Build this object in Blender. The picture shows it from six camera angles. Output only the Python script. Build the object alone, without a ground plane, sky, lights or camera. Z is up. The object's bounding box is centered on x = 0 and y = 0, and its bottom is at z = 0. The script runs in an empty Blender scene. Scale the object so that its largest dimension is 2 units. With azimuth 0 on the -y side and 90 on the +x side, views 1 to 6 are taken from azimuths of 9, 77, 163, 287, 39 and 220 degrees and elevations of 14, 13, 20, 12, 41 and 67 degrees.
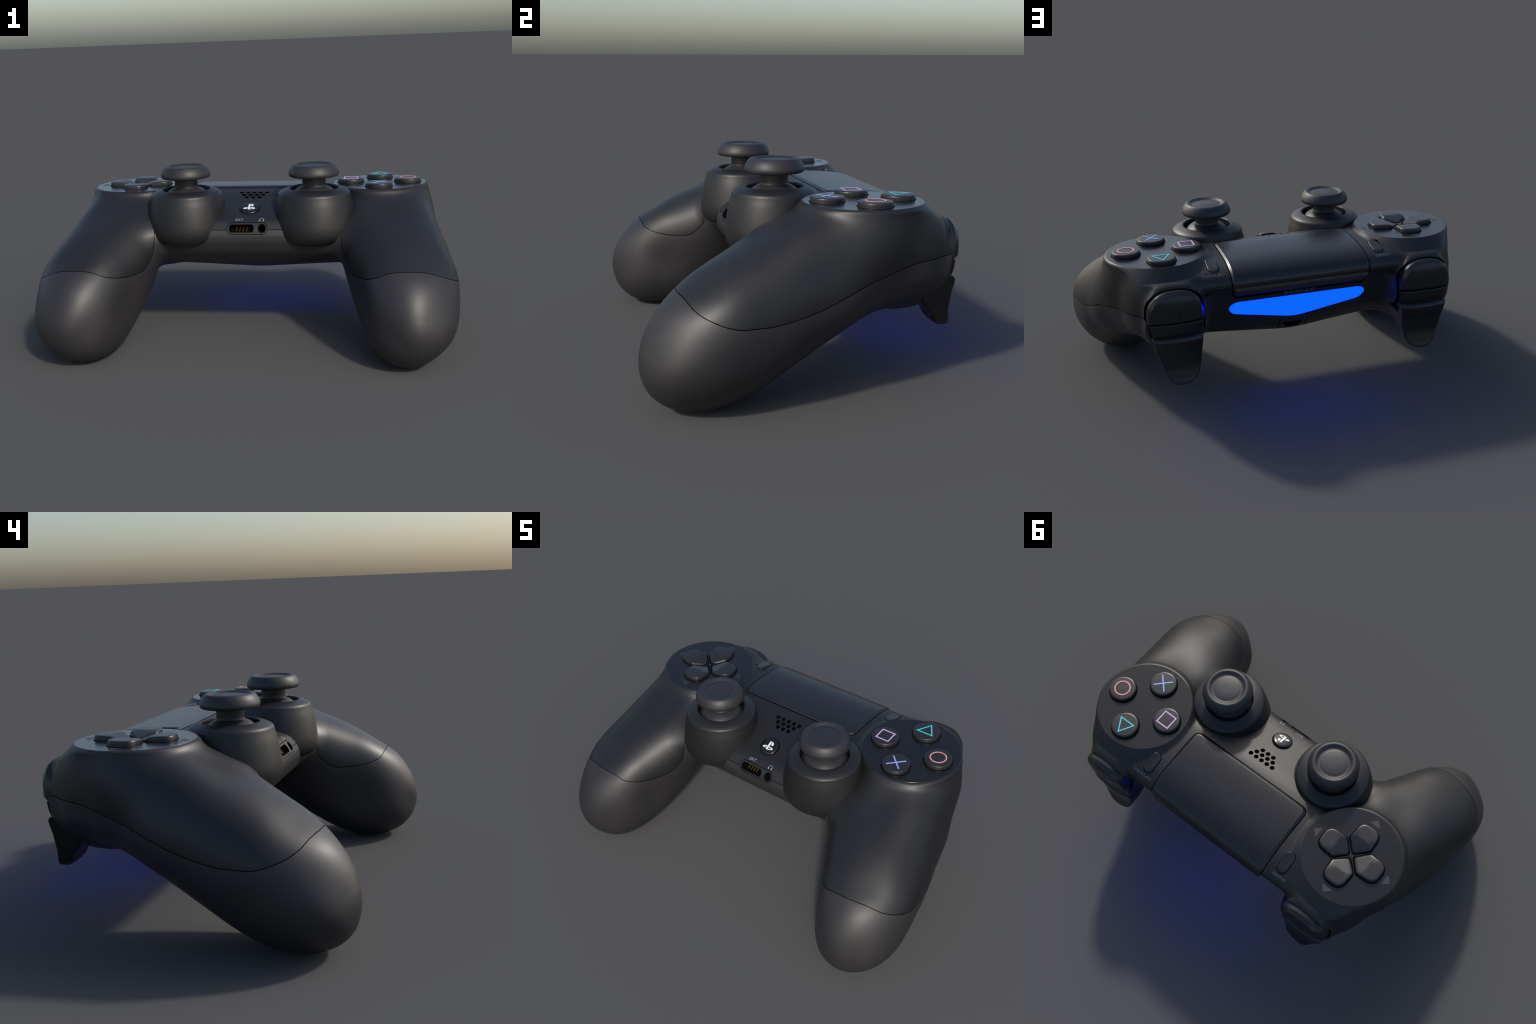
"""A black two-grip game controller, built part by part.

The shell is one smooth implicit surface (lofted grips, an extruded centre
section, shoulder pods, disc pedestals) that is meshed once and then cut along
its real parting lines into upper shell, lower shell, touchpad, light window and
small keys.  Sticks, buttons and triggers are separate lathed or lofted parts.
Metres, z up, +y is the trigger side, -y the player's side.
"""
import bpy, math
import numpy as np
from mathutils import Vector

H = 0.0045            # shell mesh cell


# --------------------------------------------------------------------------
# small maths
# --------------------------------------------------------------------------
def spline(kn, v, s):
    """natural cubic spline through control values v at knots kn"""
    kn = np.asarray(kn, float); v = np.asarray(v, float)
    n = len(kn); h = np.diff(kn); A = np.zeros((n, n)); b = np.zeros(n)
    A[0, 0] = A[-1, -1] = 1
    for i in range(1, n - 1):
        A[i, i-1] = h[i-1]; A[i, i] = 2*(h[i-1]+h[i]); A[i, i+1] = h[i]
        b[i] = 6*((v[i+1]-v[i])/h[i]-(v[i]-v[i-1])/h[i-1])
    m = np.linalg.solve(A, b)
    s = np.clip(s, kn[0], kn[-1]); i = np.clip(np.searchsorted(kn, s)-1, 0, n-2)
    hh = h[i]; a = (kn[i+1]-s)/hh; c = (s-kn[i])/hh
    return a*v[i]+c*v[i+1]+((a**3-a)*m[i]+(c**3-c)*m[i+1])*hh*hh/6


def hermite(kn, v, s):
    """monotone-ish cubic through control values (no overshoot)"""
    kn = np.asarray(kn, float); v = np.asarray(v, float)
    h = np.diff(kn); d = np.diff(v)/h; m = np.zeros(len(kn)); m[0] = d[0]; m[-1] = d[-1]
    for i in range(1, len(kn)-1):
        m[i] = 0 if d[i-1]*d[i] <= 0 else 2*d[i-1]*d[i]/(d[i-1]+d[i])
    s = np.clip(s, kn[0], kn[-1]); i = np.clip(np.searchsorted(kn, s)-1, 0, len(kn)-2)
    t = (s-kn[i])/h[i]; t2 = t*t; t3 = t2*t
    return (2*t3-3*t2+1)*v[i]+(t3-2*t2+t)*h[i]*m[i]+(-2*t3+3*t2)*v[i+1]+(t3-t2)*h[i]*m[i+1]


def smin(a, b, k):
    h = np.clip(1-np.abs(a-b)/k, 0, 1)
    return np.minimum(a, b)-h*h*k*0.25


def smax(a, b, k):
    return -smin(-a, -b, k)


def sstep(a, b, x):
    t = np.clip((x-a)/(b-a), 0, 1)
    return t*t*(3-2*t)


def sabs(x, e):
    return np.sqrt(x*x+e*e)-e


def rbox(x, y, hx, hy, r):
    """2D signed distance of a rounded rectangle"""
    qx = np.abs(x)-hx+r; qy = np.abs(y)-hy+r
    return np.hypot(np.maximum(qx, 0), np.maximum(qy, 0))+np.minimum(np.maximum(qx, qy), 0)-r


def closed_catmull(pts, sub):
    P = np.asarray(pts, float); n = len(P); out = []
    for i in range(n):
        p0, p1, p2, p3 = P[i-1], P[i], P[(i+1) % n], P[(i+2) % n]
        for t in np.arange(sub)/sub:
            out.append(.5*(2*p1+(p2-p0)*t+(2*p0-5*p1+4*p2-p3)*t*t+(3*p1-3*p2+p3-p0)*t**3))
    return np.array(out)


def poly_sdf(poly, x, y):
    """2D signed distance to a closed polyline"""
    d = np.full(x.shape, 1e9); inside = np.zeros(x.shape, bool)
    for a, b in zip(poly, np.roll(poly, -1, 0)):
        e = b-a; wx = x-a[0]; wy = y-a[1]
        t = np.clip((wx*e[0]+wy*e[1])/(e@e+1e-12), 0, 1)
        d = np.minimum(d, (wx-t*e[0])**2+(wy-t*e[1])**2)
        c = (a[1] > y) != (b[1] > y)
        inside ^= c & (x < e[0]*(y-a[1])/(e[1] if e[1] else 1e-12)+a[0])
    return np.where(inside, -1, 1)*np.sqrt(d)


class Table2D:
    """cubic-convolution lookup of a 2D distance function"""
    def __init__(self, fn, x0, x1, y0, y1, h):
        self.x0, self.y0, self.h = x0, y0, h
        X, Y = np.meshgrid(np.arange(x0, x1, h), np.arange(y0, y1, h), indexing='ij')
        self.T = fn(X, Y)

    def __call__(self, x, y):
        u = np.clip((x-self.x0)/self.h, 1, self.T.shape[0]-3); v = np.clip((y-self.y0)/self.h, 1, self.T.shape[1]-3)
        i = u.astype(int); j = v.astype(int); a = u-i; b = v-j

        def w(t):
            return (-.5*t+t*t-.5*t**3, 1-2.5*t*t+1.5*t**3, .5*t+2*t*t-1.5*t**3, -.5*t*t+.5*t**3)
        wa, wb = w(a), w(b); out = 0
        for p in range(4):
            row = 0
            for q in range(4):
                row = row+wb[q]*self.T[i+p-1, j+q-1]
            out = out+wa[p]*row
        return out


# --------------------------------------------------------------------------
# the shell as an implicit solid
# --------------------------------------------------------------------------
# grip: sections across an axis that runs forward, outward and down
G_ORG = np.array([.63, .25, .5])
G_AX = np.array([.22, -.88, -.40]); G_AX /= np.linalg.norm(G_AX)
G_U = np.cross([0, 0, 1], G_AX); G_U /= np.linalg.norm(G_U)
G_U *= np.sign(G_U[0])
G_V = np.cross(G_U, G_AX); G_V *= np.sign(G_V[2])
G_KN = [-0.3, -0.15, -0.02, 0.1, 0.22, 0.36, 0.5, 0.64, 0.77, 0.9]
G_SEC = [
    [-0.0023, 0.0134, 0.0142, 0.009, 0.0001, -0.0089, -0.0075, -0.0074, -0.0173, -0.0246],   # centre sideways
    [0.1504, 0.1169, 0.0967, 0.0716, 0.066, 0.0535, 0.0448, 0.03, 0.0168, 0.0058],   # centre up
    [0.2556, 0.2637, 0.2612, 0.2464, 0.2454, 0.2508, 0.2486, 0.2454, 0.2538, 0.2597],   # mean radius
    [-0.0858, -0.0502, -0.0218, 0.0, 0.0143, 0.008, 0.001, -0.0108, -0.0109, -0.0018],   # cos 2a
    [-0.0184, -0.0123, -0.0055, -0.007, -0.0128, -0.0054, 0.0003, 0.0049, 0.0078, 0.014],   # sin 2a
    [-0.0129, -0.0041, 0.0017, 0.0001, -0.0006, 0.0018, 0.0041, 0.0088, 0.0076, 0.0105],   # cos 3a
    [-0.0018, 0.0031, 0.0058, 0.0071, 0.0092, 0.0085, 0.0042, 0.0062, -0.0, -0.0034],   # sin 3a
    [-0.0101, -0.0008, 0.0042, 0.0002, -0.0043, -0.0032, -0.0049, -0.0078, -0.001, 0.0019],   # cos 4a
    [0.0036, 0.0058, 0.0007, -0.0024, -0.0103, -0.0053, -0.0023, 0.0001, 0.0011, 0.0074],   # sin 4a
]
G_END, G_CAP = 0.9623, 0.4151


def grip(p):
    """lofted grip: each section is a rounded closed curve given by its first four harmonics"""
    d = p-G_ORG; s = d@G_AX; u = d@G_U; v = d@G_V
    c = [spline(G_KN, row, s) for row in G_SEC]
    x, y = u-c[0], v-c[1]; a = np.arctan2(y, x); rad = np.hypot(x, y)
    rho = c[2]+c[3]*np.cos(2*a)+c[4]*np.sin(2*a)+c[5]*np.cos(3*a)+c[6]*np.sin(3*a)+c[7]*np.cos(4*a)+c[8]*np.sin(4*a)
    k = np.clip((s-(G_END-G_CAP))/G_CAP, 0, None)
    g = np.sqrt((rad/rho)**2+k*k)+1e-9
    return np.sqrt(rad**2+(k*G_CAP)**2+1e-9)*(1-1/np.maximum(g, .05))


# centre body: side profile (y, z), swept across x
CENTRE = [(-.158, .585), (-.168, .565), (-.174, .54), (-.169, .503), (-.14, .450), (-.06, .390),
          (.1, .332), (.22, .299), (.285, .281), (.33, .281), (.372, .304), (.410, .357), (.462, .452), (.506, .538),
          (.527, .583), (.548, .609), (.553, .640), (.533, .671), (.49, .694), (.42, .710), (.3, .719),
          (.195, .719), (.123, .707), (.073, .692), (-.04, .653), (-.10, .631), (-.135, .612)]
_centre_poly = closed_catmull(CENTRE, 6)
centre2d = Table2D(lambda a, b: poly_sdf(_centre_poly, a, b), -.75, .75, -.1, .95, .004)

DISC = (.6285, .2529)
DISC_R, DISC_Z = .2335, .734
STICK = (.318, -.022)


def pad_field(p):
    """signed distance to the touchpad outline, measured along the surface"""
    x, y, z = p[:, 0], p[:, 1], p[:, 2]
    s = (np.minimum(y, .538)-.192)+np.where(y > .45, np.clip(.688-z, 0, .3), 0)
    return rbox(x, s-.2275, .339, .2275, .034), np.maximum(np.maximum(np.abs(x)-.339, -s), (s-.455)*2.5)


def key_field(p):
    """small pill keys beside the touchpad"""
    x = np.abs(p[:, 0]); y = p[:, 1]
    return rbox(x-.4085, y-.453, .0268, .0525, .0265)


def body(p):
    p = p.copy(); p[:, 0] = np.abs(p[:, 0])
    x, y, z = p[:, 0], p[:, 1], p[:, 2]
    # grip, faded out towards the shoulder
    f = smax(grip(p), y-.50, .08)
    # fuller lower flank in front of the trigger pod
    f = f-.013*np.exp(-((x-.79)**2+(y-.34)**2+(z-.41)**2)/(2*.06**2))
    # fuller inner underside of the grip
    f = f-.011*np.exp(-((x-.63)**2+(y+.19)**2+(z-.15)**2)/(2*.085**2))
    # shoulder pod behind the disc: section in xz, end profile in yz
    low = sstep(.47, .27, z)
    hw = .150-.050*low
    q = (np.abs((x-.612+.030*low)/hw)**2.5+np.abs((z-.487)/.211)**2.5)**(1/2.5)
    sec = (q-1)*.15+.012
    yend = hermite([.27, .285, .31, .35, .39, .45, .53, .60, .65, .68, .70],
                   [.40, .45, .49, .525, .553, .576, .587, .588, .581, .563, .535], z)
    zb = hermite([.15, .34, .39, .44, .49, .53], [.37, .33, .291, .279, .286, .32], y)
    pod = smax(smax(sec-.008*sstep(.36, .30, z), zb-z, .03), y-yend, .02)
    pod = smax(pod, .15-y, .05)
    f = smin(f, pod, .09)
    # pedestal that flares down from the disc rim
    r = np.hypot(x-DISC[0], y-DISC[1])
    w = sstep(.45, 1, np.maximum(y-DISC[1], DISC[0]-x)/np.maximum(r, .02))
    flare = (.052*w-.03*(1-w))*(1-np.exp(-np.clip(DISC_Z-z, 0, 1)/.04))-.006*(1-w)
    cone = smax((r-DISC_R-flare)*.85, .45-z, .03)
    f = smin(f, cone+.002*w, .052)
    back = sstep(.1, .9, (y-DISC[1])/np.maximum(r, .02))
    out = np.maximum(r-DISC_R, 0)
    drop = .15*out*(1-back)+back*np.minimum(.95*out, .045+.12*out)
    lim = (z-DISC_Z+drop)*.9
    f = smax(f, lim, .012)
    # centre body, bottom dips to the middle
    zz = z-np.clip(.45-z, 0, .2)/.17*.085*sabs(x, .05)
    c = centre2d(y+.075*sabs(x, .05)*sstep(.46, .30, z)*sstep(.1, .3, y), zz)
    c = smax(c, x-.56, .05)
    f = smin(f, c, .014+.05*sstep(.66, .54, z)*(1-.65*sstep(.25, .4, y)*sstep(.36, .48, z))+.045*sstep(.48, .36, z)*sstep(.1, .3, y))
    # well under each stick
    well = np.maximum(np.hypot(x-STICK[0], y-STICK[1])-.15, .60-z)
    f = np.maximum(f, -well)
    f = np.maximum(f, z-DISC_Z)
    # raised touchpad with a bevelled border
    near = (y > .15) & (z > .54) & (x < .5)
    if near.any():
        n = np.where(near)[0]; pn = p[n]
        g, edge = pad_field(pn)
        g = np.maximum(g, edge)
        f[n] -= (.0085+.020*np.clip((.618-pn[:, 2])/.038, 0, 1))*sstep(0, .014, -g)
    return f


def gradient(fn, p, e=.0012):
    g = np.empty_like(p)
    for a in range(3):
        d = np.zeros(3); d[a] = e
        g[:, a] = (fn(p+d)-fn(p-d))/(2*e)
    return g


def project(fn, p, it=3, e=.0012):
    p = p.copy()
    for _ in range(it):
        f = fn(p); g = gradient(fn, p, e)
        st = f/np.maximum((g*g).sum(1), .05)
        p -= np.clip(st, -.006, .006)[:, None]*g
    return p


def normals_of(fn, p, e=.0012):
    g = gradient(fn, p, e)
    return g/np.maximum(np.linalg.norm(g, axis=1), 1e-9)[:, None]


def surface_nets(fn, lo, hi, h, mirror=False, block=8):
    """mesh the zero set of fn; returns vertices and quads"""
    lo = np.array(lo, float); n = np.ceil((np.array(hi)-lo)/h/block).astype(int)*block+1
    F = np.full(n, 1.0, np.float32)
    nb = (n-1)//block
    bi = np.stack(np.meshgrid(*[np.arange(k) for k in nb], indexing='ij'), -1).reshape(-1, 3)
    fc = fn(lo+(bi*block+block/2)*h)
    rad = block*h*.87*1.5+.01
    off = np.stack(np.meshgrid(*[np.arange(block+1)]*3, indexing='ij'), -1).reshape(-1, 3)
    for b, f in zip(bi[np.abs(fc) >= rad], fc[np.abs(fc) >= rad]):
        F[b[0]*block:(b[0]+1)*block+1, b[1]*block:(b[1]+1)*block+1, b[2]*block:(b[2]+1)*block+1] = f
    act = bi[np.abs(fc) < rad]
    for c in range(0, len(act), 600):
        idx = (act[c:c+600, None]*block+off).reshape(-1, 3)
        F[idx[:, 0], idx[:, 1], idx[:, 2]] = fn(lo+idx*h)
    if mirror:                       # samples sit at x = h/2, 3h/2, ... and are reflected
        F = np.concatenate([F[::-1], F], 0); lo = lo.copy(); lo[0] -= h*n[0]
    S = F < 0
    cs = np.zeros(np.array(F.shape)-1, np.int8)
    for dx in (0, 1):
        for dy in (0, 1):
            for dz in (0, 1):
                cs += S[dx:S.shape[0]-1+dx, dy:S.shape[1]-1+dy, dz:S.shape[2]-1+dz]
    ci = np.argwhere((cs > 0) & (cs < 8))
    cid = np.full(cs.shape, -1, np.int32); cid[ci[:, 0], ci[:, 1], ci[:, 2]] = np.arange(len(ci))
    acc = np.zeros((len(ci), 3)); cnt = np.zeros(len(ci))
    for ax in range(3):
        o1, o2 = [a for a in range(3) if a != ax]
        for d1 in (0, 1):
            for d2 in (0, 1):
                a = ci.copy(); a[:, o1] += d1; a[:, o2] += d2; b = a.copy(); b[:, ax] += 1
                fa = F[a[:, 0], a[:, 1], a[:, 2]].astype(float); fb = F[b[:, 0], b[:, 1], b[:, 2]].astype(float)
                m = (fa < 0) != (fb < 0); t = np.zeros(len(ci)); t[m] = fa[m]/(fa[m]-fb[m])
                pt = a.astype(float); pt[:, ax] += t
                acc[m] += pt[m]; cnt[m] += 1
    V = lo+acc/cnt[:, None]*h
    Q = []
    for ax in range(3):
        o1, o2 = (ax+1) % 3, (ax+2) % 3
        sl0 = [slice(None)]*3; sl1 = [slice(None)]*3
        sl0[ax] = slice(0, -1); sl1[ax] = slice(1, None)
        A, B = S[tuple(sl0)], S[tuple(sl1)]
        e = np.argwhere(A != B)
        e = e[(e[:, o1] > 0) & (e[:, o2] > 0) & (e[:, o1] < F.shape[o1]-1) & (e[:, o2] < F.shape[o2]-1)]
        ins = A[e[:, 0], e[:, 1], e[:, 2]]

        def at(d1, d2):
            k = e.copy(); k[:, o1] += d1; k[:, o2] += d2
            return cid[k[:, 0], k[:, 1], k[:, 2]]
        q = np.stack([at(-1, -1), at(0, -1), at(0, 0), at(-1, 0)], 1)
        q[~ins] = q[~ins][:, ::-1]
        Q.append(q)
    return V, np.concatenate(Q)


def insert_curve(V, N, T, g):
    """split the triangles T along g = 0 (g given per vertex by a callable on V, N)"""
    gv = g(V, N)
    # snap vertices that almost lie on the curve
    s = np.sign(gv)
    st = s[T]
    X = T[(st.max(1) > 0) & (st.min(1) < 0)]
    e = np.concatenate([X[:, [0, 1]], X[:, [1, 2]], X[:, [2, 0]]]); e.sort(1)
    k = np.unique(e[:, 0].astype(np.int64)*len(V)+e[:, 1])
    e = np.stack([k//len(V), k % len(V)], 1)
    c = e[s[e[:, 0]]*s[e[:, 1]] < 0]
    t = gv[c[:, 0]]/(gv[c[:, 0]]-gv[c[:, 1]])
    zero = np.concatenate([c[t < .12, 0], c[t > .88, 1]])
    if len(zero):
        s[zero] = 0
    keep = s[c[:, 0]]*s[c[:, 1]] < 0
    c, t = c[keep], t[keep]
    if len(c) == 0:
        return V, N, T
    P = V[c[:, 0]]*(1-t)[:, None]+V[c[:, 1]]*t[:, None]
    M = N[c[:, 0]]*(1-t)[:, None]+N[c[:, 1]]*t[:, None]
    M /= np.linalg.norm(M, axis=1)[:, None]
    base = len(V); n = len(V)+len(P)
    keys = c[:, 0].astype(np.int64)*base+c[:, 1]; order = np.argsort(keys); sk = keys[order]

    def mid(a, b):
        k = np.minimum(a, b).astype(np.int64)*base+np.maximum(a, b)
        return base+order[np.searchsorted(sk, k)]
    st = s[T]
    cut = (st.max(1) > 0) & (st.min(1) < 0)
    keepT = [T[~cut]]; C = T[cut]; sc = st[cut]
    nz = (sc == 0).sum(1)
    # one corner on the curve: two triangles
    A = C[nz == 1]; sa = sc[nz == 1]
    r = np.argmax(sa == 0, 1); ix = np.arange(len(A))
    a, b, d = A[ix, r], A[ix, (r+1) % 3], A[ix, (r+2) % 3]
    if len(A):
        m = mid(b, d); keepT += [np.stack([a, b, m], 1), np.stack([a, m, d], 1)]
    # one corner alone on its side: three triangles
    A = C[nz == 0]; sa = sc[nz == 0]
    if len(A):
        lone = np.where(sa.sum(1) > 0, -1, 1); r = np.argmax(sa == lone[:, None], 1); ix = np.arange(len(A))
        a, b, d = A[ix, r], A[ix, (r+1) % 3], A[ix, (r+2) % 3]
        m1, m2 = mid(a, b), mid(a, d)
        keepT += [np.stack([a, m1, m2], 1), np.stack([m1, b, d], 1), np.stack([m1, d, m2], 1)]
    return np.concatenate([V, P]), np.concatenate([N, M]), np.concatenate(keepT)


# --------------------------------------------------------------------------
# scene helpers
# --------------------------------------------------------------------------
ROOT = bpy.data.objects.new("game_controller", None)
bpy.context.scene.collection.objects.link(ROOT)
ROOT["label"] = "black two-grip game controller with glowing blue light bar"
ROOT["category"] = "game controller"
ROOT.empty_display_size = .1


def add_object(name, me, mat, parent=ROOT, loc=None):
    ob = bpy.data.objects.new(name, me)
    bpy.context.scene.collection.objects.link(ob)
    if mat is not None and not me.materials:
        me.materials.append(mat)
    ob.parent = parent
    if loc is not None:
        ob.location = loc
    return ob


def mesh_from(name, V, F, normals=None, smooth=True):
    me = bpy.data.meshes.new(name)
    V = np.asarray(V, float)
    me.from_pydata(V.tolist(), [], [list(map(int, f)) for f in F])
    me.update()
    if smooth:
        me.polygons.foreach_set("use_smooth", np.ones(len(me.polygons), bool))
    if normals is not None:
        me.normals_split_custom_set_from_vertices(np.asarray(normals, float).tolist())
    return me


def submesh(V, N, T, flip_x=False):
    u, inv = np.unique(T, return_inverse=True)
    return V[u], (N[u] if N is not None else None), inv.reshape(T.shape)


def auto_smooth(me, angle=35):
    """smooth shading with edges sharper than `angle` kept crisp"""
    import bmesh
    bm = bmesh.new(); bm.from_mesh(me)
    bmesh.ops.recalc_face_normals(bm, faces=bm.faces)
    a = math.radians(angle)
    for e in bm.edges:
        e.smooth = len(e.link_faces) == 2 and e.calc_face_angle(0) < a
    for f in bm.faces:
        f.smooth = True
    bm.to_mesh(me); bm.free(); me.update()
    return me


def lathe(name, prof, seg=96, caps=True):
    """revolve (r, z) control profile around z"""
    prof = np.asarray(prof, float); n = len(prof)
    a = np.arange(seg)*2*math.pi/seg
    V = np.concatenate([np.stack([r*np.cos(a), r*np.sin(a), np.full(seg, z)], 1) for r, z in prof])
    F = []
    for i in range(n-1):
        for j in range(seg):
            k = (j+1) % seg
            F.append((i*seg+j, i*seg+k, (i+1)*seg+k, (i+1)*seg+j))
    if caps:
        F.append(tuple(range(seg))[::-1]); F.append(tuple(range((n-1)*seg, n*seg)))
    return mesh_from(name, V, F)


def round_profile(pts, sub=8):
    """Catmull-Rom through control points; doubled points stay sharp"""
    P = [np.array(p, float) for p in pts]; out = [P[0]]
    for i in range(len(P)-1):
        p1, p2 = P[i], P[i+1]
        if np.allclose(p1, p2):
            continue
        p0 = P[i-1] if i > 0 else p1; p3 = P[i+2] if i+2 < len(P) else p2
        for t in np.arange(1, sub+1)/sub:
            out.append(.5*(2*p1+(p2-p0)*t+(2*p0-5*p1+4*p2-p3)*t*t+(3*p1-3*p2+p3-p0)*t**3))
    return np.array(out)


def prism(name, outline, levels):
    """stack of inset outlines: levels = [(inset, z), ...] from bottom to top"""
    O = np.asarray(outline, float); n = len(O)
    d = np.roll(O, -1, 0)-np.roll(O, 1, 0); d /= np.linalg.norm(d, axis=1)[:, None]
    nrm = np.stack([d[:, 1], -d[:, 0]], 1)
    V = []; F = []
    for ins, z in levels:
        V += [(x, y, z) for x, y in O-nrm*ins]
    for i in range(len(levels)-1):
        for j in range(n):
            k = (j+1) % n
            F.append((i*n+j, i*n+k, (i+1)*n+k, (i+1)*n+j))
    F.append(tuple(range((len(levels)-1)*n, len(levels)*n))); F.append(tuple(range(n))[::-1])
    return mesh_from(name, V, F)


def rounded_polygon(pts, radii, seg=6):
    P = np.asarray(pts, float); out = []; n = len(P)
    radii = radii if hasattr(radii, '__len__') else [radii]*n
    for i in range(n):
        a, b, c = P[i-1], P[i], P[(i+1) % n]
        u = (a-b)/np.linalg.norm(a-b); v = (c-b)/np.linalg.norm(c-b)
        ang = math.acos(np.clip(u@v, -1, 1)); t = radii[i]/math.tan(ang/2)
        p, q = b+u*t, b+v*t
        for s in np.linspace(0, 1, seg+1):
            out.append((1-s)**2*p+2*s*(1-s)*(b*.5+.5*(p+q)/2*0+b*.5)+s*s*q)
    return np.array(out)


# --------------------------------------------------------------------------
# materials
# --------------------------------------------------------------------------
def new_mat(name):
    m = bpy.data.materials.new(name); m.use_nodes = True
    nt = m.node_tree; b = nt.nodes["Principled BSDF"]
    return m, nt, b


def plastic(name, col, rough, spec=.5, grain=0.0, gscale=900, coat=0.0, var=.06):
    m, nt, b = new_mat(name)
    tc = nt.nodes.new("ShaderNodeTexCoord")
    no = nt.nodes.new("ShaderNodeTexNoise"); no.inputs["Scale"].default_value = 14; no.inputs["Detail"].default_value = 4
    nt.links.new(tc.outputs["Object"], no.inputs["Vector"])
    rp = nt.nodes.new("ShaderNodeValToRGB")
    rp.color_ramp.elements[0].position = .3; rp.color_ramp.elements[1].position = .7
    rp.color_ramp.elements[0].color = (*[c*(1-var) for c in col], 1)
    rp.color_ramp.elements[1].color = (*[c*(1+var) for c in col], 1)
    nt.links.new(no.outputs["Fac"], rp.inputs["Fac"]); nt.links.new(rp.outputs["Color"], b.inputs["Base Color"])
    b.inputs["Roughness"].default_value = rough
    b.inputs["Specular IOR Level"].default_value = spec
    b.inputs["Coat Weight"].default_value = coat
    b.inputs["Coat Roughness"].default_value = .08
    if grain:
        n2 = nt.nodes.new("ShaderNodeTexNoise"); n2.inputs["Scale"].default_value = gscale
        bp = nt.nodes.new("ShaderNodeBump"); bp.inputs["Strength"].default_value = grain; bp.inputs["Distance"].default_value = .001
        nt.links.new(tc.outputs["Object"], n2.inputs["Vector"])
        nt.links.new(n2.outputs["Fac"], bp.inputs["Height"]); nt.links.new(bp.outputs["Normal"], b.inputs["Normal"])
    return m


SHELL = (.0105, .0105, .0115)
M_UP = plastic("upper_shell_plastic", SHELL, .46, .5)
M_LOW = plastic("lower_shell_plastic", (.0225, .0213, .0235), .48, .5)
M_GAP = plastic("gap_shade_black", (.0025, .0025, .0025), .8, .06)  # blackened, sheen nearly removed: the shade inside grooves is put into the colour
M_DISC = plastic("disc_plastic", (.0095, .0095, .0105), .25, .5)
M_BTN = plastic("button_plastic", (.018, .018, .0195), .36, .5)
M_STICK = plastic("stick_rubber", (.020, .020, .0225), .5, .5)
M_TRIG = plastic("trigger_plastic", (.011, .011, .012), .32, .5)
M_GLOSS = plastic("gloss_plastic", (.010, .010, .012), .12, .5)
M_GOLD = plastic("gold_contact", (.16, .10, .03), .45); M_GOLD.node_tree.nodes["Principled BSDF"].inputs["Metallic"].default_value = 1
M_ENGRAVE = plastic("engraved_letter", (.006, .006, .0065), .45, .35)
M_WHITE = plastic("white_print", (.75, .75, .75), .5)
M_GREY = plastic("grey_print", (.26, .27, .29), .5)
M_DIM = plastic("dim_print", (.13, .14, .16), .5)
M_FAINT = plastic("faint_print", (.024, .024, .026), .5)
M_PINK = plastic("pink_print", (.72, .28, .29), .5)
M_BLUE = plastic("blue_print", (.28, .41, .80), .5)
M_MAUVE = plastic("mauve_print", (.59, .39, .66), .5)
M_TEAL = plastic("teal_print", (.06, .52, .56), .5)


def pad_material():
    m = plastic("touchpad_plastic", (.012, .012, .0135), .32, .5)
    nt = m.node_tree; b = nt.nodes["Principled BSDF"]
    ramp = [n for n in nt.nodes if n.type == 'VALTORGB'][0]
    tc = [n for n in nt.nodes if n.type == 'TEX_COORD'][0]
    # fine raised dots on a square lattice
    mp = nt.nodes.new("ShaderNodeMapping"); mp.inputs["Scale"].default_value = (60, 60, 0)
    vo = nt.nodes.new("ShaderNodeTexVoronoi"); vo.inputs["Scale"].default_value = 1; vo.inputs["Randomness"].default_value = 0
    nt.links.new(tc.outputs["Object"], mp.inputs["Vector"]); nt.links.new(mp.outputs["Vector"], vo.inputs["Vector"])
    r = nt.nodes.new("ShaderNodeValToRGB")
    r.color_ramp.elements[0].position = .11; r.color_ramp.elements[0].color = (1, 1, 1, 1)
    r.color_ramp.elements[1].position = .19; r.color_ramp.elements[1].color = (0, 0, 0, 1)
    nt.links.new(vo.outputs["Distance"], r.inputs["Fac"])
    mx = nt.nodes.new("ShaderNodeMixRGB"); mx.inputs["Color2"].default_value = (.026, .026, .028, 1)
    nt.links.new(r.outputs["Color"], mx.inputs["Fac"]); nt.links.new(ramp.outputs["Color"], mx.inputs["Color1"])
    nt.links.new(mx.outputs["Color"], b.inputs["Base Color"])
    bp = nt.nodes.new("ShaderNodeBump"); bp.inputs["Strength"].default_value = .18; bp.inputs["Distance"].default_value = .001
    nt.links.new(r.outputs["Color"], bp.inputs["Height"]); nt.links.new(bp.outputs["Normal"], b.inputs["Normal"])
    return m


M_PAD = pad_material()


def light_material():
    m, nt, b = new_mat("blue_light")
    b.inputs["Base Color"].default_value = (.0, .05, .5, 1)
    b.inputs["Roughness"].default_value = .4
    b.inputs["Emission Color"].default_value = (.0003, .018, 1, 1)
    b.inputs["Emission Strength"].default_value = 7.0
    return m


M_LIGHT = light_material()

# --------------------------------------------------------------------------
# shell mesh and its parting lines
# --------------------------------------------------------------------------
V, Q = surface_nets(body, (H/2, -.66, -.02), (1.02, .64, .76), H, mirror=True)
V = project(body, V)
T = np.concatenate([Q[:, [0, 1, 2]], Q[:, [0, 2, 3]]])
N = normals_of(body, V)

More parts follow.
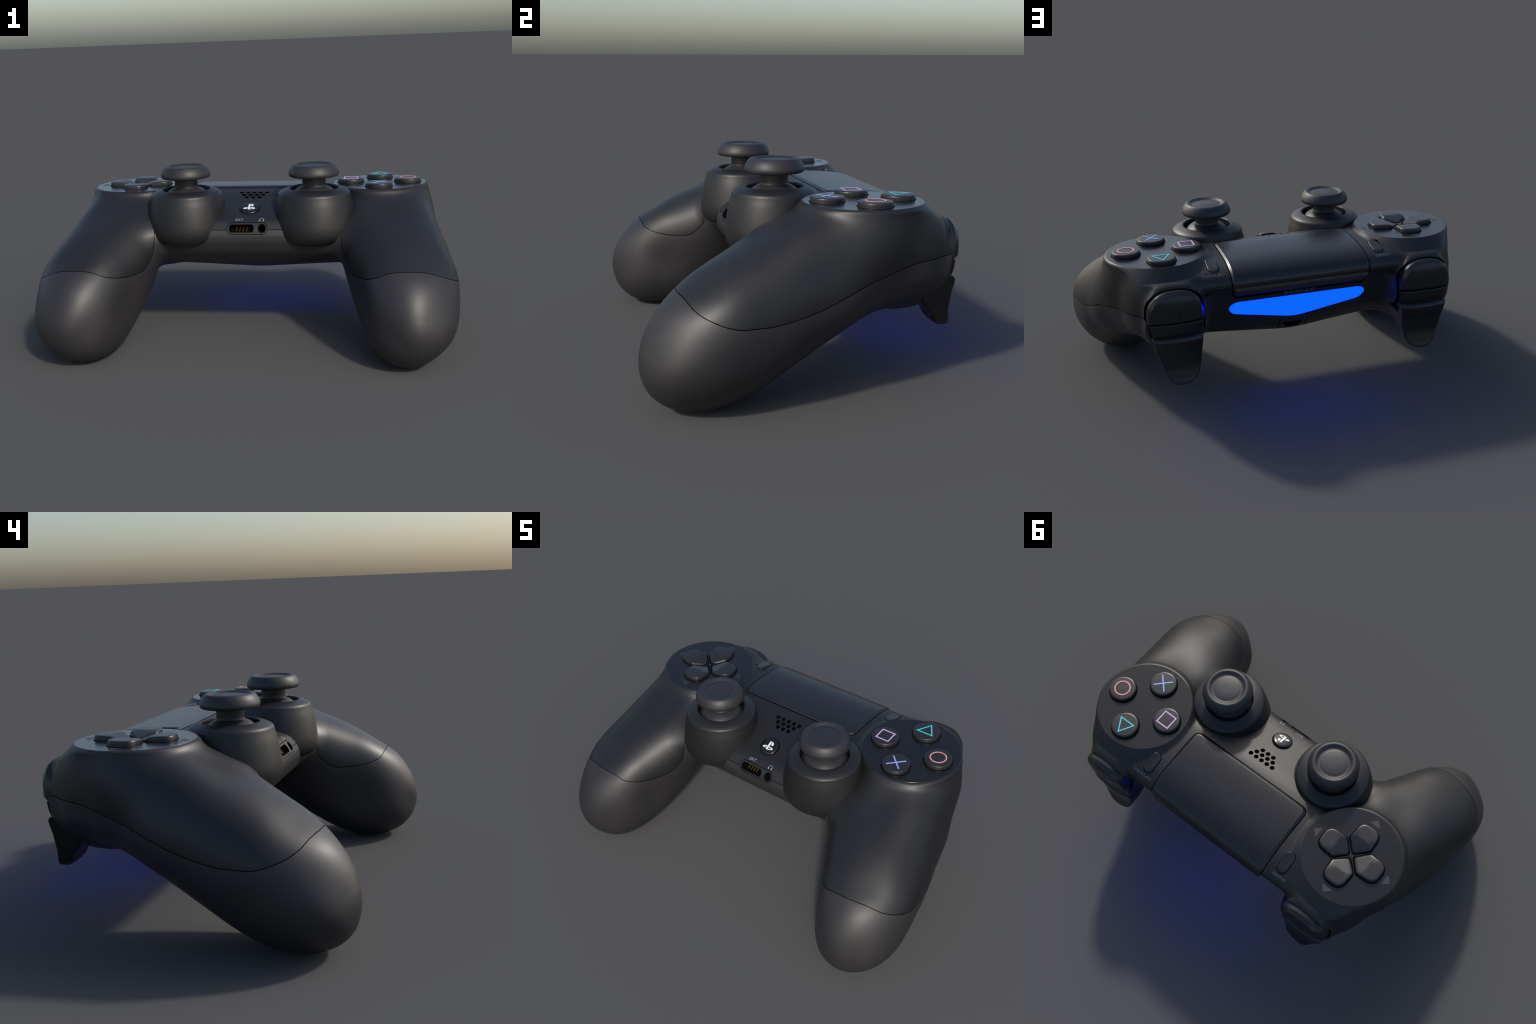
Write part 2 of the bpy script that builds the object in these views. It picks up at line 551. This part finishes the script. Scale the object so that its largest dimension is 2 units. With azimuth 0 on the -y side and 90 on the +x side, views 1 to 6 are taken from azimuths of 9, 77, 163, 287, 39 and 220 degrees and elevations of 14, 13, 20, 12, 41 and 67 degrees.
# parting line height over (x, y): outer flank, inner flank, middle
SEAM_OUT = ([-.70, -.49, -.47, -.449, -.42, -.38, -.33, -.286, -.2, -.123, -.005, .104, .176, .253, .334, .42, .60],
            [.455, .453, .445, .423, .404, .387, .371, .364, .364, .373, .40, .442, .47, .492, .512, .526, .531])
SEAM_IN = ([-.70, -.491, -.472, -.417, -.346, -.30, -.261, -.24, -.224, -.208, -.19, -.18, -.17, .3, .5],
           [.455, .452, .423, .401, .392, .393, .400, .413, .428, .445, .474, .530, .57, .57, .54])


def seam_height(x, y):
    x = np.abs(x)
    t = sstep(.64, .80, x)
    h = hermite(*SEAM_IN, y)*(1-t)+hermite(*SEAM_OUT, y)*t
    rear = .616-.034*sstep(.425, .475, x)
    mid = np.where(y > .3, rear, .575)
    w = np.where(y > .3, 1-sstep(.475, .56, x), 1-sstep(.445, .465, x))
    return h*(1-w)+mid*w


def seam_raw(p):
    return p[:, 2]-seam_height(p[:, 0], p[:, 1])


def on_surface(raw):
    """turn a field into an approximate distance measured within the surface"""
    def fn(V, N):
        g = raw(V); out = g.copy()
        m = np.abs(g) < .03
        if m.any():
            d = gradient(raw, V[m], .0008); d -= (d*N[m]).sum(1)[:, None]*N[m]
            out[m] = g[m]/np.maximum(np.linalg.norm(d, axis=1), .25)
        return out
    return fn


def rear(p):                      # the light window's face
    return (p[:, 1] > .33) & (p[:, 2] < .60) & (p[:, 1] > .20+.5*p[:, 2]-.05)


def light_raw(p):
    x = np.abs(p[:, 0]); z = p[:, 2]
    g = smax(z-.526, .388+.232*sabs(x, .04)-z, .012)
    g = smax(g, x-.342, .05)
    return np.where(rear(p) & (p[:, 2] > .3), g, 1)


def usb_raw(p):
    x = np.abs(p[:, 0]); z = p[:, 2]
    g = np.maximum(np.abs(z-.327)-.019, x-.052+.55*np.clip(.346-z, 0, .04))
    return np.where(rear(p), g, 1)


def usb_frame_raw(p):
    x = np.abs(p[:, 0]); z = p[:, 2]
    g = np.abs(x-.070)
    g = np.maximum(g, np.maximum(z-.374, .29-z))
    return np.where(rear(p), g, 1)


def front(p):
    return (p[:, 1] < -.10) & (np.abs(p[:, 0]) < .2) & (p[:, 2] > .45)


PORT_Z = .5795


def port_frame_raw(p):
    return np.where(front(p), rbox(p[:, 0]-.0015, (p[:, 2]-PORT_Z)*1.0, .099, .0262, .0258), 1)


def ext_raw(p):
    return np.where(front(p), rbox(p[:, 0]+.0255, p[:, 2]-PORT_Z-.001, .0605, .0178, .0140), 1)


def jack_raw(p):
    return np.where(front(p), np.hypot(p[:, 0]-.0745, p[:, 2]-PORT_Z-.0005)-.0195, 1)


SPEAKER = [((i-(n-1)/2)*.0325, .123-.0252*r) for r, n in enumerate((5, 4, 3)) for i in range(n)]


def speaker_raw(p):
    g = np.full(len(p), 1.0)
    m = (np.abs(p[:, 0]) < .12) & (p[:, 1] > 0) & (p[:, 1] < .18) & (p[:, 2] > .6)
    if m.any():
        q = p[m]; d = np.full(m.sum(), 1.0)
        for cx, cy in SPEAKER:
            d = np.minimum(d, np.hypot(q[:, 0]-cx, q[:, 1]-cy))
        g[m] = d-.0115
    return g


def trigger_section(x, z):
    """outline of the trigger pocket seen from behind (signed, about metres)"""
    up = z > .53
    q = (np.abs((x-.612)/.138)**2.6+np.abs((z-.53)/.134)**2.6)**(1/2.6)
    top = (q-1)*.134
    xin = .474+.0*z; xout = .748-np.clip(.53-z, 0, 1)*.24
    side = np.maximum(xin-x, x-xout)
    return np.where(up, top, side)


def trigger_raw(p):
    x = np.abs(p[:, 0]); g = trigger_section(x, p[:, 2])
    g = np.maximum(g, .40-p[:, 2])
    return np.where((p[:, 1] > .50) & (x > .42), g, 1)


def up_only(raw):
    def fn(p):
        return np.where(p[:, 2] > .62, raw(p), 1)
    return fn


def pad_raw(p):
    return np.where((p[:, 1] > .1) & (p[:, 2] > .54), pad_field(p)[0], 1)


W = .0017      # half width of a parting gap
FIELDS = {
    'seam': on_surface(seam_raw),
    'pad': lambda v, n: pad_raw(v),
    'key': lambda v, n: up_only(key_field)(v),
    'light': on_surface(light_raw),
    'usb': lambda v, n: usb_raw(v),
    'usbframe': lambda v, n: usb_frame_raw(v),
    'port': lambda v, n: port_frame_raw(v),
    'ext': lambda v, n: ext_raw(v),
    'jack': lambda v, n: jack_raw(v),
    'speaker': lambda v, n: speaker_raw(v),
    'trigger': lambda v, n: trigger_raw(v),
}
CUTS = [('pad', .0022), ('pad', -.0022), ('trigger', 0), ('key', .0014), ('light', 0),
        ('speaker', 0), ('port', .0014), ('port', -.0014), ('ext', 0), ('jack', 0), ('usb', 0), ('usbframe', .0012),
        ('seam', W), ('seam', -W)]
for nm, c in CUTS:
    fn = FIELDS[nm]
    V, N, T = insert_curve(V, N, T, lambda v, n: fn(v, n)-c)
V = project(body, V, 1)
C = V[T].mean(1); CN = N[T].mean(1)
CN /= np.linalg.norm(CN, axis=1)[:, None]
val = {k: f(C, CN) for k, f in FIELDS.items()}
lab = np.where(val['seam'] > 0, 'upper_shell', 'lower_shell').astype(object)
sink = np.zeros(len(T)); sdir = -CN.copy()


def dig(mask, depth, direction=None):
    lab[mask] = 'gap'; sink[mask] = depth
    if direction is not None:
        sdir[mask] = direction


dig(np.abs(val['seam']) < W, .006)
lab[val['light'] < 0] = 'light_bar'
lab[val['pad'] < -.0022] = 'touchpad'
dig(np.abs(val['pad']) < .0022, .010)
dig(val['key'] < .0014, .010)
lab[val['port'] < -.0014] = 'port_plate'
dig(np.abs(val['port']) < .0014, .005, (0, 1, 0))
dig(val['ext'] < 0, .045, (0, 1, -.12))
dig(val['jack'] < 0, .06, (0, 1, -.12))
dig(val['speaker'] < 0, .014)
dig(val['usb'] < 0, .02, (0, -1, .3))
dig(val['usbframe'] < .0012, .003)
dig(val['trigger'] < 0, .035, (0, -1, 0))

# sunken faces: copies pushed in, with walls along their borders
gap = lab == 'gap'
kinds = np.round(sink*1e5).astype(int)


def build_gap():
    out_v, out_f = [], []
    n0 = 0
    for kd in np.unique(kinds[gap]):
        m = gap & (kinds == kd)
        tt = T[m]; u, inv = np.unique(tt, return_inverse=True); inv = inv.reshape(tt.shape)
        dsum = np.zeros((len(u), 3))
        for k in range(3):
            np.add.at(dsum, inv[:, k], sdir[m])
        dsum /= np.linalg.norm(dsum, axis=1)[:, None]
        top = V[u]; bot = V[u]+dsum*kd*1e-5
        e = np.concatenate([inv[:, [0, 1]], inv[:, [1, 2]], inv[:, [2, 0]]])
        key = np.sort(e, 1); k1 = key[:, 0].astype(np.int64)*len(u)+key[:, 1]
        uu, first, cnt = np.unique(k1, return_index=True, return_counts=True)
        be = e[first[cnt == 1]]
        L = len(u)
        out_v += [top, bot]
        out_f.append(inv+n0+L)
        out_f.append(np.stack([be[:, 0], be[:, 1], be[:, 1]+L], 1)+n0)
        out_f.append(np.stack([be[:, 0], be[:, 1]+L, be[:, 0]+L], 1)+n0)
        n0 += 2*L
    return np.concatenate(out_v), np.concatenate(out_f)


gv, gf = build_gap()
add_object("inner_gap_lining", mesh_from("inner_gap_lining", gv, gf, smooth=False), M_GAP)
for nm, mat in (('upper_shell', M_UP), ('lower_shell', M_LOW), ('touchpad', M_PAD), ('light_bar', M_LIGHT), ('port_plate', M_UP)):
    v, n, t = submesh(V, N, T[lab == nm])
    add_object(nm, mesh_from(nm, v, t, n), mat)


def surface_height(x, y, z0=.72):
    """z of the shell's upper side over (x, y)"""
    z = np.full(len(x), z0)
    for _ in range(12):
        p = np.stack([x, y, z], 1); f = body(p); g = (body(p+[0, 0, .001])-f)/.001
        z = z-np.clip(f/np.maximum(g, .3), -.02, .02)
    return z


pill = [(.0258*math.cos(a), (.0257 if math.sin(a) > 0 else -.0257)+.0258*math.sin(a)) for a in np.linspace(0, 2*math.pi, 49)[:-1]]
for sgn in (1, -1):
    me = prism("menu_key", pill, [(0, -.010), (0, .0022), (.0007, .0042), (.0022, .0056), (.0050, .0062), (.012, .0065), (.019, .0066)])
    co = np.array([v.co[:] for v in me.vertices])
    hh = surface_height(co[:, 0]+.4085, co[:, 1]+.453)
    co[:, 0] += .4085*sgn; co[:, 1] += .453; co[:, 2] += hh
    me.vertices.foreach_set("co", co.ravel()); me.update(); auto_smooth(me, 40)
    add_object("menu_key", me, M_BTN)

# --------------------------------------------------------------------------
# stick housings and sticks
# --------------------------------------------------------------------------
hous = round_profile([(.118, .60), (.118, .745), (.118, .745), (.1185, .752), (.122, .7555), (.128, .7555), (.15, .748), (.166, .740), (.1735, .732),
                      (.178, .716), (.1865, .685), (.1955, .64), (.2025, .59), (.2035, .56), (.2005, .538), (.190, .517), (.167, .500), (.13, .490), (.08, .486), (.02, .485)], 5)
hous_me = lathe("stick_housing", hous, 112, caps=False)
stick_me = lathe("thumbstick", round_profile([(.0005, .8655), (.03, .8650), (.055, .8628), (.066, .8608), (.0735, .8608), (.0815, .8650), (.0895, .8693), (.098, .8688),
                 (.106, .8625), (.1155, .849), (.1215, .834), (.1225, .824), (.1195, .8155), (.112, .8122), (.10, .811), (.06, .8105), (.06, .8105), (.001, .8105)], 6), 96, caps=False)
stem_me = lathe("stick_stem", round_profile([(.057, .812), (.057, .79), (.057, .772), (.0595, .7645), (.068, .760), (.085, .7505), (.10, .738), (.112, .722), (.119, .70), (.121, .66)], 6), 96, caps=False)
for m in (hous_me, stick_me, stem_me):
    auto_smooth(m, 40)
for sgn in (1, -1):
    x = STICK[0]*sgn
    add_object("stick_housing", hous_me, M_UP, loc=(x, STICK[1], 0))
    st = add_object("thumbstick", stick_me, M_STICK, loc=(x, STICK[1], 0))
    add_object("stick_stem", stem_me, M_STICK, parent=st)

# --------------------------------------------------------------------------
# discs, action buttons with marks, direction buttons
# --------------------------------------------------------------------------
disc_me = auto_smooth(lathe("button_disc", [(DISC_R-.004, DISC_Z-.02), (DISC_R, DISC_Z-.006), (DISC_R, DISC_Z-.001), (DISC_R-.0012, DISC_Z+.0004)], 160), 25)
for sgn in (1, -1):
    add_object("button_disc", disc_me, M_DISC, loc=(DISC[0]*sgn, DISC[1], 0))

BT = .756
BR = .0665
ring_me = auto_smooth(lathe("groove_shadow_plate", [(BR+.0042, .7335), (BR+.0042, .7349), (BR-.002, .7349)], 72, caps=False), 30)  # flat black ring on the disc, drawn as the shadowed groove round a button
btn_me = auto_smooth(lathe("action_button", round_profile([(BR, .72), (BR, .744), (BR, .744), (BR-.0005, .7500), (BR-.0025, .7537), (BR-.0065, .7553), (BR-.0065, .7553), (.03, .7560), (.0005, .7563)], 5), 72, caps=False), 40)


def ribbon(name, pts, w, z, thick=.0009, closed=True):
    """flat printed line of width w along a polyline"""
    P = np.asarray(pts, float); n = len(P)
    L, R = [], []
    for i in range(n):
        if closed:
            a, b = P[i]-P[i-1], P[(i+1) % n]-P[i]
        else:
            a = P[i]-P[i-1] if i else P[1]-P[0]; b = P[i+1]-P[i] if i < n-1 else a
        a = a/np.linalg.norm(a); b = b/np.linalg.norm(b)
        na, nb = np.array([-a[1], a[0]]), np.array([-b[1], b[0]])
        m = na+nb; m /= np.linalg.norm(m); k = w/2/max(m@na, .3)
        L.append(P[i]+m*k); R.append(P[i]-m*k)
    V = [(x, y, z) for x, y in L]+[(x, y, z) for x, y in R]+[(x, y, z-thick) for x, y in L]+[(x, y, z-thick) for x, y in R]
    F = []
    for i in range(n if closed else n-1):
        j = (i+1) % n
        F += [(i, n+i, n+j, j), (2*n+i, i, j, 2*n+j), (n+i, 3*n+i, 3*n+j, n+j)]
    return mesh_from(name, V, F, smooth=False)


SZ = BT+.0012
circ = [(.0375*math.cos(a), .0375*math.sin(a)) for a in np.linspace(0, 2*math.pi, 64, endpoint=False)]
tri = [(.0*1, .047), (-.0395, -.0205), (.0395, -.0205)]
sq = [(.033, .033), (-.033, .033), (-.033, -.033), (.033, -.033)]
c = .034
marks = [((.1425, 0), M_PINK, [("s", circ, True)]), ((0, -.1425), M_BLUE, [("s", [(-c, -c), (c, c)], False), ("s", [(-c, c), (c, -c)], False)]),
         ((0, .1425), M_TEAL, [("s", tri, True)]), ((-.1445, 0), M_MAUVE, [("s", sq, True)])]
for (dx, dy), mat, lines in marks:
    loc = (DISC[0]+dx, DISC[1]+dy, 0)
    b = add_object("action_button", btn_me, M_BTN, loc=loc)
    add_object("groove_shadow_plate", ring_me, M_GAP, parent=b)
    vs, fs = [], []
    for i, (_, pts, cl) in enumerate(lines):
        me = ribbon("m", pts, .0062, SZ+.0003*i, closed=cl)
        o = len(vs); vs += [tuple(v.co) for v in me.vertices]; fs += [tuple(o+k for k in p.vertices) for p in me.polygons]
    add_object("button_mark", mesh_from("button_mark", vs, fs, smooth=False), mat, parent=b)

petal = rounded_polygon([(.0110, 0), (.0675, -.0580), (.1625, -.0530), (.1625, .0530), (.0675, .0580)],
                        [.013, .015, .046, .046, .015], 9)


def petal_mesh():
    """direction button: side walls, bevel and a top that falls to the hub"""
    O = petal; n = len(O)
    cen = np.array([.10, 0])
    rings = [(1.0, .722, 0), (1.0, .745, 0), (.985, .7510, 0), (.95, .7545, 0), (.90, .7557, 1)]+[(t, .7560, 1) for t in (.8, .7, .6, .5, .4, .3, .2, .1, .02)]
    V, F = [], []
    for s, z, top in rings:
        P = cen+(O-cen)*s
        for x, y in P:
            drop = .30*max(0, .088-x) if z > .74 else 0
            V.append((x, y, z-drop*(1 if z > .745 else .8)))
    for i in range(len(rings)-1):
        for j in range(n):
            k = (j+1) % n; F.append((i*n+j, i*n+k, (i+1)*n+k, (i+1)*n+j))
    F.append(tuple(range((len(rings)-1)*n, len(rings)*n)))
    return auto_smooth(mesh_from("direction_button", V, F), 50)


pet_me = petal_mesh()
pg = prism("groove_shadow_plate", petal, [(-.0055, .7335), (-.0055, .7349), (.004, .7349)])
arrow = prism("direction_mark", rounded_polygon([(.2145, 0), (.184, .029), (.184, -.029)], .003, 3)[::-1], [(0, .7330), (0, .7350)])
for pl in arrow.polygons:
    pl.use_smooth = False
for i in range(4):
    a = i*math.pi/2
    o = add_object("direction_button", pet_me, M_BTN, loc=(-DISC[0], DISC[1], 0)); o.rotation_euler[2] = a
    add_object("groove_shadow_plate", pg, M_GAP, parent=o)
    add_object("direction_mark", arrow, M_FAINT, parent=o)

# --------------------------------------------------------------------------
# home button with its emblem
# --------------------------------------------------------------------------
tilt = math.atan(.40)
home = bpy.data.objects.new("home_button", auto_smooth(lathe("home_button", round_profile(
    [(.048, -.02), (.048, .001), (.048, .001), (.0475, .004), (.044, .007), (.034, .0095), (.018, .0110), (.0005, .0114)], 5), 72, caps=False), 40))
bpy.context.scene.collection.objects.link(home); home.parent = ROOT
home.data.materials.append(M_GLOSS); home.location = (0, -.039, .6545); home.rotation_euler[0] = tilt
add_object("groove_shadow_plate", auto_smooth(lathe("groove_shadow_plate", [(.0515, -.002), (.0515, .0012), (.046, .0012)], 64, caps=False)), M_GAP, parent=home)


def emblem():
    """stand-up stroke with a bowl, and a flat swoosh either side of its foot"""
    shapes = [
        [(-.006, -.0225), (.0035, -.0262), (.0035, .0195), (-.006, .0235)],
        [(.0035, .0235-.0035), (.0035, .0235), (.0125, .0205), (.0175, .0155), (.0190, .0090), (.0170, .0040), (.0125, .0025), (.0075, .0040), (.0075, .0045), (.0075, .0130), (.0075, .0165)],
        [(-.0085, -.0085), (-.0085, -.0035), (-.0200, -.0070), (-.0270, -.0110), (-.0290, -.0150), (-.0250, -.0185), (-.0160, -.0190), (-.0085, -.0170), (-.0085, -.0130), (-.0150, -.0150), (-.0195, -.0150), (-.0200, -.0130), (-.0160, -.0108)],
        [(.0060, -.0065), (.0150, -.0060), (.0240, -.0085), (.0285, -.0120), (.0270, -.0160), (.0200, -.0195), (.0060, -.0235), (.0060, -.0190), (.0170, -.0160), (.0205, -.0140), (.0190, -.0118), (.0140, -.0112), (.0060, -.0120)],
    ]
    V, F = [], []
    for sh in shapes:
        o = len(V); n = len(sh)
        for k in (0, 1):
            for x, y in sh:
                x, y = x*1.03, (y+.0015)*1.03
                V.append((x, y, .0119 if k else .0085))
        F.append(tuple(range(o+n, o+2*n)) if sum((sh[i][0]*sh[(i+1) % n][1]-sh[(i+1) % n][0]*sh[i][1]) for i in range(n)) > 0 else tuple(range(o+n, o+2*n))[::-1])
        for i in range(n):
            j = (i+1) % n; F.append((o+i, o+j, o+n+j, o+n+i))
    return mesh_from("home_emblem", V, F, smooth=False)


add_object("home_emblem", emblem(), M_WHITE, parent=home)

# --------------------------------------------------------------------------
# shoulder buttons and triggers
# --------------------------------------------------------------------------
XC = .612


def rear_curve(x):
    return -.7*(x-XC)**2-.012*np.clip(np.abs(x-XC)/.13, 0, 1.2)**5


def shoulder_field(p):
    x, y, z = p[:, 0], p[:, 1], p[:, 2]
    q = (np.abs((x-XC)/.1315)**2.6+np.abs((z-.512)/.147)**2.6)**(1/2.6)
    sec = np.maximum((q-1)*.134, .5125-z)
    zb = hermite([.50, .53, .57, .61, .64, .66], [.626, .628, .628, .625, .618, .608], z)
    back = y-zb-rear_curve(x)
    d = smax(sec, back, .006)
    d = np.maximum(d, (sec+back)*.7071+.0085)     # chamfer round the rim
    d = np.maximum(d, .54-y)
    return d


def strip_field(p):
    x, y, z = p[:, 0], p[:, 1], p[:, 2]
    xin, xout = .486, .738-np.clip(.512-z, 0, 1)*.26
    sec = np.maximum(np.maximum(xin-x, x-xout), np.maximum(.440-z, z-.5085))
    back = y-(.6155-.10*np.clip(.50-z, 0, 1)-np.clip(.465-z, 0, 1)*.25)-rear_curve(x)*.9
    return np.maximum(smax(sec, back, .006), .50-y)


TONGUE = closed_catmull([(.494, .445), (.493, .415), (.501, .335), (.511, .28), (.528, .238), (.560, .217), (.598, .209), (.635, .217), (.659, .243),
                         (.684, .300), (.703, .360), (.719, .415), (.722, .445), (.66, .449), (.56, .449)], 6)


def trigger_field(p):
    x, y, z = p[:, 0], p[:, 1], p[:, 2]
    sec = poly_sdf(TONGUE, x, z)
    yr = hermite([.18, .215, .25, .30, .36, .405, .422, .436, .446], [.631, .626, .618, .610, .612, .620, .622, .616, .600], z)
    yf = hermite([.19, .207, .222, .242, .263, .29, .32, .38, .45], [.592, .584, .569, .554, .546, .522, .495, .47, .46], z)
    back = y-yr-rear_curve(x); fr = yf-y
    d = smax(sec, back, .008)
    return smax(d, fr, .02)


def implicit_part(name, fn, lo, hi, h, mat, parent=ROOT):
    v, q = surface_nets(fn, lo, hi, h, block=4)
    v = project(fn, v, 3, .0006); n = normals_of(fn, v, .0008)
    f = q
    a = mesh_from(name, v, f, n)
    vm = v*[-1, 1, 1]; nm = n*[-1, 1, 1]
    b = mesh_from(name, vm, f[:, ::-1], nm)
    return add_object(name, a, mat, parent), add_object(name, b, mat, parent)


implicit_part("shoulder_button", shoulder_field, (.47, .52, .49), (.76, .65, .67), .0026, M_TRIG)
implicit_part("trigger_bridge", strip_field, (.47, .48, .42), (.76, .65, .53), .003, M_TRIG)
implicit_part("trigger", trigger_field, (.47, .43, .18), (.75, .65, .46), .003, M_TRIG)

# --------------------------------------------------------------------------
# printed words
# --------------------------------------------------------------------------
def text_mesh(word, size, wide=1.0):
    cu = bpy.data.curves.new("t", 'FONT'); cu.body = word; cu.size = size; cu.align_x = 'CENTER'; cu.align_y = 'CENTER'
    cu.resolution_u = 4
    ob = bpy.data.objects.new("t", cu); bpy.context.scene.collection.objects.link(ob)
    dg = bpy.context.evaluated_depsgraph_get(); me = bpy.data.meshes.new_from_object(ob.evaluated_get(dg))
    v = np.array([p.co[:] for p in me.vertices]); f = [tuple(p.vertices) for p in me.polygons]
    bpy.data.objects.remove(ob); bpy.data.curves.remove(cu); bpy.data.meshes.remove(me)
    v[:, 0] *= wide
    return v, f


def print_on(name, v, f, fn, origin, right, up, mat, lift=.0007):
    """lay flat artwork on an implicit surface"""
    o, r, u = [np.array(a, float) for a in (origin, right, up)]
    P = o+v[:, :1]*r+v[:, 1:2]*u
    P = project(fn, P, 6); n = normals_of(fn, P)
    return add_object(name, mesh_from(name, P+n*lift, f, n), mat)


v, f = text_mesh("OPTIONS", .0235, 1.12); print_on("key_word", v, f, body, (.420, .522, .685), (1, 0, 0), (0, .92, -.39), M_DIM, .0014)
v, f = text_mesh("SHARE", .0235, 1.12); print_on("key_word", v, f, body, (-.418, .522, .685), (1, 0, 0), (0, .92, -.39), M_DIM, .0014)
v, f = text_mesh("EXT", .0215, 1.0); v[:, 0] += v[:, 1]*.18
print_on("port_word", v, f, body, (-.038, -.131, .619), (1, 0, 0), (0, .82, .57), M_GREY, .0014)
v, f = text_mesh("SONY", .034, 1.75); print_on("rear_word", v, f, body, (.003, .514, .546), (-1, 0, 0), (0, .51, .86), M_DIM, .001)
arc = [(.0105*math.cos(a), .0105*math.sin(a)) for a in np.linspace(math.radians(-50), math.radians(230), 26)]
me = ribbon("hp", arc, .0022, 0, closed=False); hv = np.array([q.co[:] for q in me.vertices]); hf = [tuple(q.vertices) for q in me.polygons if min(q.vertices) < 52 and max(q.vertices) < 52]
print_on("port_symbol", hv, hf, body, (.071, -.131, .619), (1, 0, 0), (0, .82, .57), M_GREY)
for sx in (-1, 1):
    ear = np.array([(a*.0028+sx*.0085, b*.0045-.0055, 0) for a, b in ((-1, -1), (1, -1), (1, 1), (-1, 1))])
    print_on("port_symbol", ear, [(0, 1, 2, 3)], body, (.071, -.131, .619), (1, 0, 0), (0, .82, .57), M_GREY)


def mirrored(fn):
    return lambda p: fn(np.stack([-p[:, 0], p[:, 1], p[:, 2]], 1))


for sgn, a in ((1, "R"), (-1, "L")):
    fs = shoulder_field if sgn > 0 else mirrored(shoulder_field)
    ft = trigger_field if sgn > 0 else mirrored(trigger_field)
    v, f = text_mesh(a+"1", .046); print_on("shoulder_word", v, f, fs, (sgn*.612, .625, .565), (1, 0, 0), (0, 0, -1), M_ENGRAVE, .0006)
    v, f = text_mesh(a+"2", .042, 1.2); print_on("trigger_word", v, f, ft, (sgn*.600, .612, .352), (1, 0, 0), (0, 0, -1), M_ENGRAVE, .0006)

# contacts inside the sockets
for i in range(4):
    x = -.056+i*.0165
    ring = [(-.150, .5665), (-.121, .5895), (-.121, .5880), (-.150, .5650)]
    cv = np.array([(x+dx+(.004 if y > -.13 else 0), y, z) for dx in (0, .0065) for y, z in ring])
    add_object("socket_contact", mesh_from("socket_contact", cv, [(0, 1, 5, 4), (1, 2, 6, 5), (2, 3, 7, 6), (3, 0, 4, 7), (0, 3, 2, 1), (4, 5, 6, 7)], smooth=False), M_GOLD)
